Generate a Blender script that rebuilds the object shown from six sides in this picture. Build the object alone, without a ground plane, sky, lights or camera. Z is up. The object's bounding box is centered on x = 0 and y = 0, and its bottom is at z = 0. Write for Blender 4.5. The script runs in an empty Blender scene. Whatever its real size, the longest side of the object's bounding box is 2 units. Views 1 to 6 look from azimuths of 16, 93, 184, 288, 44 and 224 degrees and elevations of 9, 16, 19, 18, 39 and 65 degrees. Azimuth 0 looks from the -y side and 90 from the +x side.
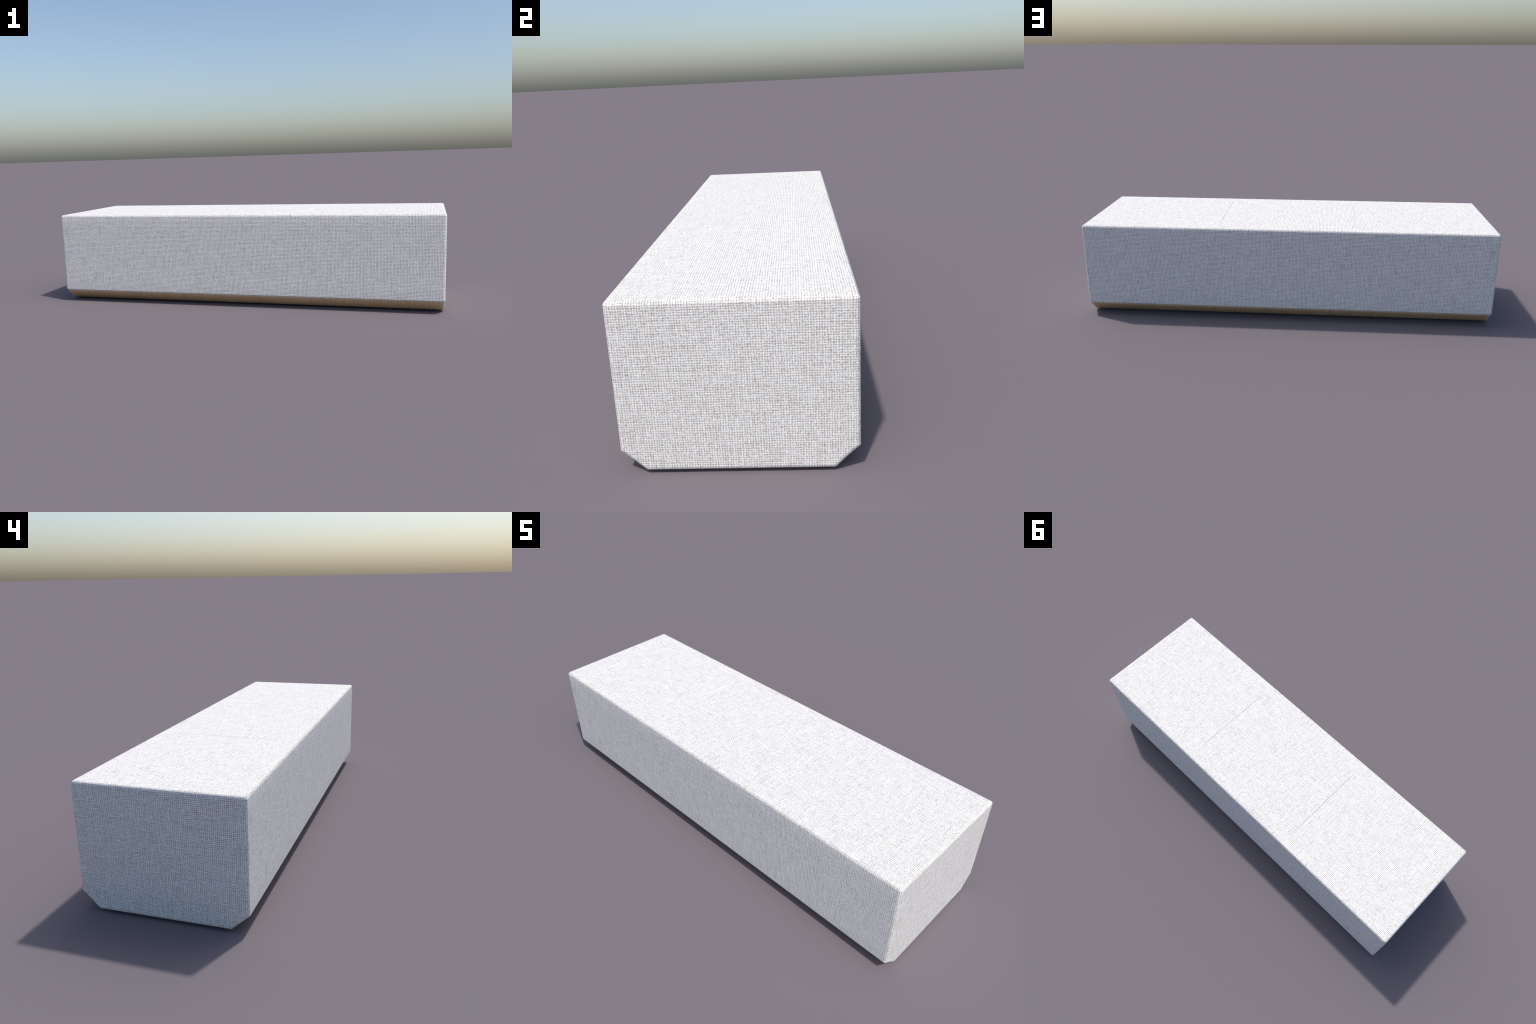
"""A long upholstered bench block: woven white fabric over a box whose long lower
edges are chamfered, with a brown wood-grained panel let into each chamfer and two
stitched seams across the top."""
import bpy, math
from mathutils import Vector

# ------------------------------------------------------------------ sizes (metres)
HALF_LENGTH = 1.000
HALF_WIDTH = 0.3055
HEIGHT = 0.4705
CHAMFER_TOP = {1: 0.0695, -1: 0.0645}   # height where the long lower chamfers start (back, front)
BOTTOM_HALF = 0.2420         # half width of the flat underside
BASE = 0.0090                # fabric underside, the wood stands a little proud
ROUND = 0.0115                # rounding of the upholstered edges
END_DROP = 0.0030            # the padded ends hang a little lower than the middle
SEAM_X = (-1 / 3, 1 / 3)
SEAM_HALF = 0.0011           # half width of the seam slit
SEAM_DEPTH = 0.0046
SEAM_REACH = 0.240           # the seams fade out before the edges
THREAD = 0.0066              # spacing of the threads

# ------------------------------------------------------------------ node helpers
def new_material(name):
    m = bpy.data.materials.new(name)
    m.use_nodes = True
    nt = m.node_tree
    return m, nt, nt.nodes["Principled BSDF"]


class Graph:
    def __init__(self, nt):
        self.nt = nt

    def put(self, socket, v):
        if isinstance(v, bpy.types.NodeSocket):
            self.nt.links.new(v, socket)
        else:
            socket.default_value = v

    def math(self, op, a, b=0.0, c=0.0):
        n = self.nt.nodes.new("ShaderNodeMath")
        n.operation = op
        for s, v in zip(n.inputs, (a, b, c)):
            self.put(s, v)
        return n.outputs[0]

    def combine(self, x, y, z):
        n = self.nt.nodes.new("ShaderNodeCombineXYZ")
        for s, v in zip(n.inputs, (x, y, z)):
            self.put(s, v)
        return n.outputs[0]

    def separate(self, v):
        n = self.nt.nodes.new("ShaderNodeSeparateXYZ")
        self.put(n.inputs[0], v)
        return n.outputs

    def noise(self, vec, scale, detail=2.0, rough=0.5):
        n = self.nt.nodes.new("ShaderNodeTexNoise")
        self.put(n.inputs["Vector"], vec)
        n.inputs["Scale"].default_value = scale
        n.inputs["Detail"].default_value = detail
        n.inputs["Roughness"].default_value = rough
        return n.outputs["Fac"]

    def span(self, v, a, b, c=0.0, d=1.0, smooth=False):
        n = self.nt.nodes.new("ShaderNodeMapRange")
        if smooth:
            n.interpolation_type = "SMOOTHSTEP"
        for s, x in zip(n.inputs, (v, a, b, c, d)):
            self.put(s, x)
        return n.outputs[0]

    def mix(self, f, a, b):
        n = self.nt.nodes.new("ShaderNodeMix")
        n.data_type = "RGBA"
        self.put(n.inputs["Factor"], f)
        self.put(n.inputs[6], a)
        self.put(n.inputs[7], b)
        return n.outputs[2]

    def select(self, f, a, b):
        """a where f is 0, b where f is 1"""
        return self.math("ADD", self.math("MULTIPLY", a, self.math("SUBTRACT", 1.0, f)),
                         self.math("MULTIPLY", b, f))


def fabric_material():
    m, nt, bsdf = new_material("woven_white_fabric")
    g = Graph(nt)
    tc = nt.nodes.new("ShaderNodeTexCoord")
    x, y, z = g.separate(tc.outputs["Object"])
    nx, ny, nz = g.separate(tc.outputs["Normal"])
    on_end = g.math("GREATER_THAN", g.math("ABSOLUTE", nx), 0.70)
    on_flat = g.math("GREATER_THAN", g.math("ABSOLUTE", nz), 0.70)
    # cloth directions: along the bench / across it; on the ends across / up
    u = g.select(on_end, x, y)
    v = g.select(on_flat, z, y)
    sheet = g.math("ADD", g.math("MULTIPLY", on_end, 3.1), g.math("MULTIPLY", on_flat, 7.7))
    p = g.combine(u, v, sheet)
    # uneven yarn: threads wander a little and swell along their length
    wob_u = g.math("MULTIPLY", g.math("SUBTRACT", g.noise(g.combine(g.math("MULTIPLY", u, 2.0), v, sheet), 85.0, 4.0, 0.7), 0.5), 1.8)
    wob_v = g.math("MULTIPLY", g.math("SUBTRACT", g.noise(g.combine(u, g.math("MULTIPLY", v, 2.0), g.math("ADD", sheet, 1.3)), 85.0, 4.0, 0.7), 0.5), 1.8)
    a = g.math("ADD", g.math("DIVIDE", u, THREAD), wob_u)
    b = g.math("ADD", g.math("DIVIDE", v, THREAD), wob_v)
    ca = g.math("COSINE", g.math("MULTIPLY", a, math.pi))
    cb = g.math("COSINE", g.math("MULTIPLY", b, math.pi))
    over = g.math("MULTIPLY", ca, cb)                    # which thread lies on top
    swell_a = g.span(g.noise(g.combine(u, g.math("MULTIPLY", v, 0.07), sheet), 170.0, 1.0), 0.3, 0.7, 0.70, 1.30)
    swell_b = g.span(g.noise(g.combine(g.math("MULTIPLY", u, 0.07), v, g.math("ADD", sheet, 5.0)), 170.0, 1.0), 0.3, 0.7, 0.74, 1.26)
    ta = g.math("MULTIPLY", g.math("POWER", g.math("ABSOLUTE", ca), 1.05), swell_a)
    tb = g.math("MULTIPLY", g.math("POWER", g.math("ABSOLUTE", cb), 1.05), swell_b)
    # bright where threads cross, greyer along each thread, darkest in the gaps
    warp = g.math("MULTIPLY", ta, g.math("MULTIPLY_ADD", over, 0.12, 0.5))
    weft = g.math("MULTIPLY", tb, g.math("MULTIPLY_ADD", over, -0.12, 0.5))
    height = g.math("ADD", warp, weft)
    fuzz = g.noise(p, 430.0, 1.0, 0.6)
    height = g.math("ADD", height, g.math("MULTIPLY", g.math("SUBTRACT", fuzz, 0.5), 1.1))
    cover = g.span(height, 0.14, 0.86)
    patch = g.noise(p, 40.0, 3.0, 0.6)
    cover = g.math("ADD", cover, g.math("MULTIPLY", g.math("SUBTRACT", patch, 0.5), 0.03))
    cover = g.math("MINIMUM", g.math("MAXIMUM", cover, 0.0), 1.0)
    col = g.mix(cover, (0.325, 0.289, 0.259, 1), (0.854, 0.849, 0.833, 1))
    g.put(bsdf.inputs["Base Color"], col)
    bsdf.inputs["Roughness"].default_value = 0.95
    bsdf.inputs["Specular IOR Level"].default_value = 0.1
    bump = nt.nodes.new("ShaderNodeBump")
    bump.inputs["Strength"].default_value = 0.35
    bump.inputs["Distance"].default_value = 0.0012
    g.put(bump.inputs["Height"], height)
    g.put(bsdf.inputs["Normal"], bump.outputs[0])
    return m


def wood_material():
    m, nt, bsdf = new_material("brown_wood_grain")
    g = Graph(nt)
    tc = nt.nodes.new("ShaderNodeTexCoord")
    x, y, z = g.separate(tc.outputs["Object"])
    across = g.math("MULTIPLY", g.math("ABSOLUTE", y), 0.05)      # grain runs across the bench
    grain = g.noise(g.combine(x, across, 0.0), 75.0, 4.0, 0.6)
    broad = g.noise(g.combine(x, across, 4.0), 12.0, 2.0, 0.5)
    tint = g.noise(g.combine(x, across, 9.0), 130.0, 1.0, 0.5)
    f = g.math("ADD", g.math("MULTIPLY", grain, 0.7), g.math("MULTIPLY", broad, 0.3))
    f = g.span(f, 0.33, 0.67)
    col = g.mix(f, (0.43, 0.298, 0.162, 1), (0.68, 0.48, 0.275, 1))
    col = g.mix(g.span(tint, 0.45, 0.75, 0.0, 0.5), col, (0.66, 0.43, 0.275, 1))
    g.put(bsdf.inputs["Base Color"], col)
    bsdf.inputs["Roughness"].default_value = 0.6
    bsdf.inputs["Specular IOR Level"].default_value = 0.3
    bump = nt.nodes.new("ShaderNodeBump")
    bump.inputs["Strength"].default_value = 0.15
    bump.inputs["Distance"].default_value = 0.001
    g.put(bump.inputs["Height"], grain)
    g.put(bsdf.inputs["Normal"], bump.outputs[0])
    return m


# ------------------------------------------------------------------ profiles
def inset_polygon(pts, d):
    """Move every side of a convex counter-clockwise (y, z) polygon inwards by d."""
    n, out = len(pts), []
    for i in range(n):
        p0, p1, p2 = Vector(pts[i - 1]), Vector(pts[i]), Vector(pts[(i + 1) % n])
        n1 = Vector((-(p1 - p0).normalized().y, (p1 - p0).normalized().x))
        n2 = Vector((-(p2 - p1).normalized().y, (p2 - p1).normalized().x))
        out.append(p1 + (n1 + n2) * (d / (1 + n1.dot(n2))))
    return out


def arc_normals(pts, steps):
    """For each corner, outward directions sweeping from one side to the next."""
    n, out = len(pts), []
    for i in range(n):
        p0, p1, p2 = Vector(pts[i - 1]), Vector(pts[i]), Vector(pts[(i + 1) % n])
        e1, e2 = (p1 - p0).normalized(), (p2 - p1).normalized()
        a1 = math.atan2(-e1.x, e1.y)
        a2 = math.atan2(-e2.x, e2.y)
        while a2 < a1:
            a2 += math.tau
        out.append([Vector((math.cos(a1 + (a2 - a1) * k / steps), math.sin(a1 + (a2 - a1) * k / steps)))
                    for k in range(steps + 1)])
    return out


def make_object(name, verts, faces, material, parent, smooth=True):
    me = bpy.data.meshes.new(name)
    me.from_pydata([tuple(v) for v in verts], [], faces)
    me.validate()
    me.materials.append(material)
    if smooth:
        me.shade_smooth()
        me.set_sharp_from_angle(angle=math.radians(40))
    ob = bpy.data.objects.new(name, me)
    bpy.context.scene.collection.objects.link(ob)
    ob.parent = parent
    return ob


# ------------------------------------------------------------------ upholstered body
def seam_stations():
    """x positions of the loft rings between the rounded ends: dense at the seams."""
    inner = HALF_LENGTH - ROUND
    xs = {round(-inner + 2 * inner * i / 40, 6) for i in range(41)}
    xs |= {round(inner - 0.0015, 6), round(0.0015 - inner, 6)}
    for s in SEAM_X:
        xs = {x for x in xs if abs(x - s) > 0.012}
        for o in (-0.011, -0.006, -3 * SEAM_HALF, -SEAM_HALF * 1.2, 0, SEAM_HALF * 1.2, 3 * SEAM_HALF, 0.006, 0.011):
            xs.add(round(s + o, 6))
    return sorted(xs)


def seam_drop(x, y):
    """How far the top sinks at the seams (slit plus the soft pull beside it)."""
    t = max(0.0, min(1.0, (SEAM_REACH - abs(y)) / 0.05))
    t = t * t * (3 - 2 * t)
    drop = 0.0
    for s in SEAM_X:
        d = abs(x - s)
        if d < SEAM_HALF * 0.5:
            drop += SEAM_DEPTH * t
        elif d < 0.0105:
            drop += 0.0004 * t * (1 - d / 0.0105) ** 2
    return drop


def build_body(material, parent):
    outline = [(-BOTTOM_HALF, BASE), (BOTTOM_HALF, BASE), (HALF_WIDTH, CHAMFER_TOP[1]),
               (HALF_WIDTH, HEIGHT), (-HALF_WIDTH, HEIGHT), (-HALF_WIDTH, CHAMFER_TOP[-1])]
    soften = [0.010, 0.010, 0.004, ROUND, ROUND, 0.0035]   # rounding of each long edge
    arcs = arc_normals(outline, 6)
    pieces = [12, 2, 8, 32, 8, 2]                 # subdivisions of each side

    def ring(x, rho):
        d = ROUND - rho                           # how far this ring is drawn in
        corners = []
        for i, r in enumerate(soften):
            rr = max(r - d, 0.00005)
            c = inset_polygon(outline, d + rr)[i]
            corners.append([c + nrm * rr for nrm in arcs[i]])
        pts = []
        for i, arc in enumerate(corners):
            pts += [(x, q.x, q.y) for q in arc]
            nxt = corners[(i + 1) % len(corners)][0]
            for k in range(1, pieces[i]):
                q = arc[-1].lerp(nxt, k / pieces[i])
                pts.append((x, q.x, q.y))
        return pts

    rings, steps = [], 6
    inner = HALF_LENGTH - ROUND
    for k in range(steps):
        t = math.radians(90 * (1 - k / steps))
        rings.append((-inner - ROUND * math.sin(t), ROUND * max(math.cos(t), 0.0015)))
    rings += [(x, ROUND) for x in seam_stations()]
    for k in range(1, steps + 1):
        t = math.radians(90 * k / steps)
        rings.append((inner + ROUND * math.sin(t), ROUND * max(math.cos(t), 0.0015)))
    verts, faces = [], []
    for x, rho in rings:
        for (px, py, pz) in ring(x, rho):
            if pz > HEIGHT - 1e-6:
                pz -= seam_drop(px, py)
            elif pz < BASE + 0.03 and abs(px) > HALF_LENGTH - ROUND - 1e-6:
                pz -= END_DROP * (1 - max(0.0, pz - BASE) / 0.03)
            verts.append((px, py, pz))
    n = len(verts) // len(rings)
    for r in range(len(rings) - 1):
        for i in range(n):
            j = (i + 1) % n
            faces.append((r * n + i, r * n + j, (r + 1) * n + j, (r + 1) * n + i))
    faces = [f[::-1] for f in faces]
    faces.append(tuple(range(n)))
    faces[-1] = faces[-1][::-1]
    faces.append(tuple((len(rings) - 1) * n + i for i in range(n)))
    return make_object("upholstered_body", verts, faces, material, parent)


# ------------------------------------------------------------------ wooden panels
def build_panel(material, parent, side):
    """A thin board let into the chamfer, its rounded corners framed by fabric."""
    top = Vector((HALF_WIDTH, CHAMFER_TOP[side]))
    low = Vector((BOTTOM_HALF, BASE))
    down = (low - top)
    span = down.length
    down.normalize()
    out = Vector((-down.y, down.x)) * -1
    if out.x < 0:
        out = -out
    a, b = 0.0108, span + 0.0005                # from just below the edge to under the bottom edge
    hl, r, proud, sunk = HALF_LENGTH - 0.0112, 0.0165, 0.0013, 0.006
    shape = []                                   # (x, distance down the chamfer)
    for cx, cd, a0 in ((hl - r, a + r, -90), (hl - 0.001, b - 0.001, 0), (-hl + 0.001, b - 0.001, 90), (-hl + r, a + r, 180)):
        rr = r if cd < b / 2 else 0.001
        for k in range(7):
            t = math.radians(a0 + 90 * k / 6)
            shape.append((cx + rr * math.cos(t), cd + rr * math.sin(t)))

    def place(x, d, h):
        q = top + down * d + out * h
        return (x, side * q.x, q.y)

    n = len(shape)
    cx, cd = 0.0, (a + b) / 2
    edge = 0.0008
    verts = [place(x, d, -sunk) for x, d in shape]
    verts += [place(x, d, proud - edge) for x, d in shape]
    verts += [place(x - math.copysign(edge, x), d - math.copysign(edge, d - cd), proud) for x, d in shape]
    faces = []
    for s in (0, 1):
        for i in range(n):
            j = (i + 1) % n
            faces.append((s * n + i, s * n + j, (s + 1) * n + j, (s + 1) * n + i))
    faces.append(tuple(2 * n + i for i in range(n)))
    faces.append(tuple(range(n))[::-1])
    if side > 0:
        faces = [f[::-1] for f in faces]
    return make_object("wooden_panel", verts, faces, material, parent)


# ------------------------------------------------------------------ assemble
bench = bpy.data.objects.new("upholstered_bench", None)
bpy.context.scene.collection.objects.link(bench)
bench["label"] = "long white woven fabric bench block with brown wooden chamfer panels"
bench["category"] = "bench"

fabric = fabric_material()
wood = wood_material()
body = build_body(fabric, bench)
for side in (-1, 1):
    build_panel(wood, bench, side)

# recessed board the bench stands on, hidden under the body
def build_base(material, parent):
    hx, hy, lo, hi, c = HALF_LENGTH - 0.06, BOTTOM_HALF - 0.05, 0.0, BASE + 0.004, 0.001
    verts = []
    for z, d in ((lo, c), (lo + c, 0.0), (hi, 0.0)):
        verts += [(sx * (hx - d), sy * (hy - d), z) for sx, sy in ((-1, -1), (1, -1), (1, 1), (-1, 1))]
    faces = [(0, 1, 2, 3), (8, 9, 10, 11)]
    for s in (0, 4):
        faces += [(s + i, s + (i + 1) % 4, s + 4 + (i + 1) % 4, s + 4 + i) for i in range(4)]
    return make_object("base_board", verts, faces, material, parent, smooth=False)


build_base(wood, bench)

import bmesh
for ob in bench.children:
    bm = bmesh.new()
    bm.from_mesh(ob.data)
    bmesh.ops.recalc_face_normals(bm, faces=bm.faces)
    bm.to_mesh(ob.data)
    bm.free()
bpy.context.view_layer.update()
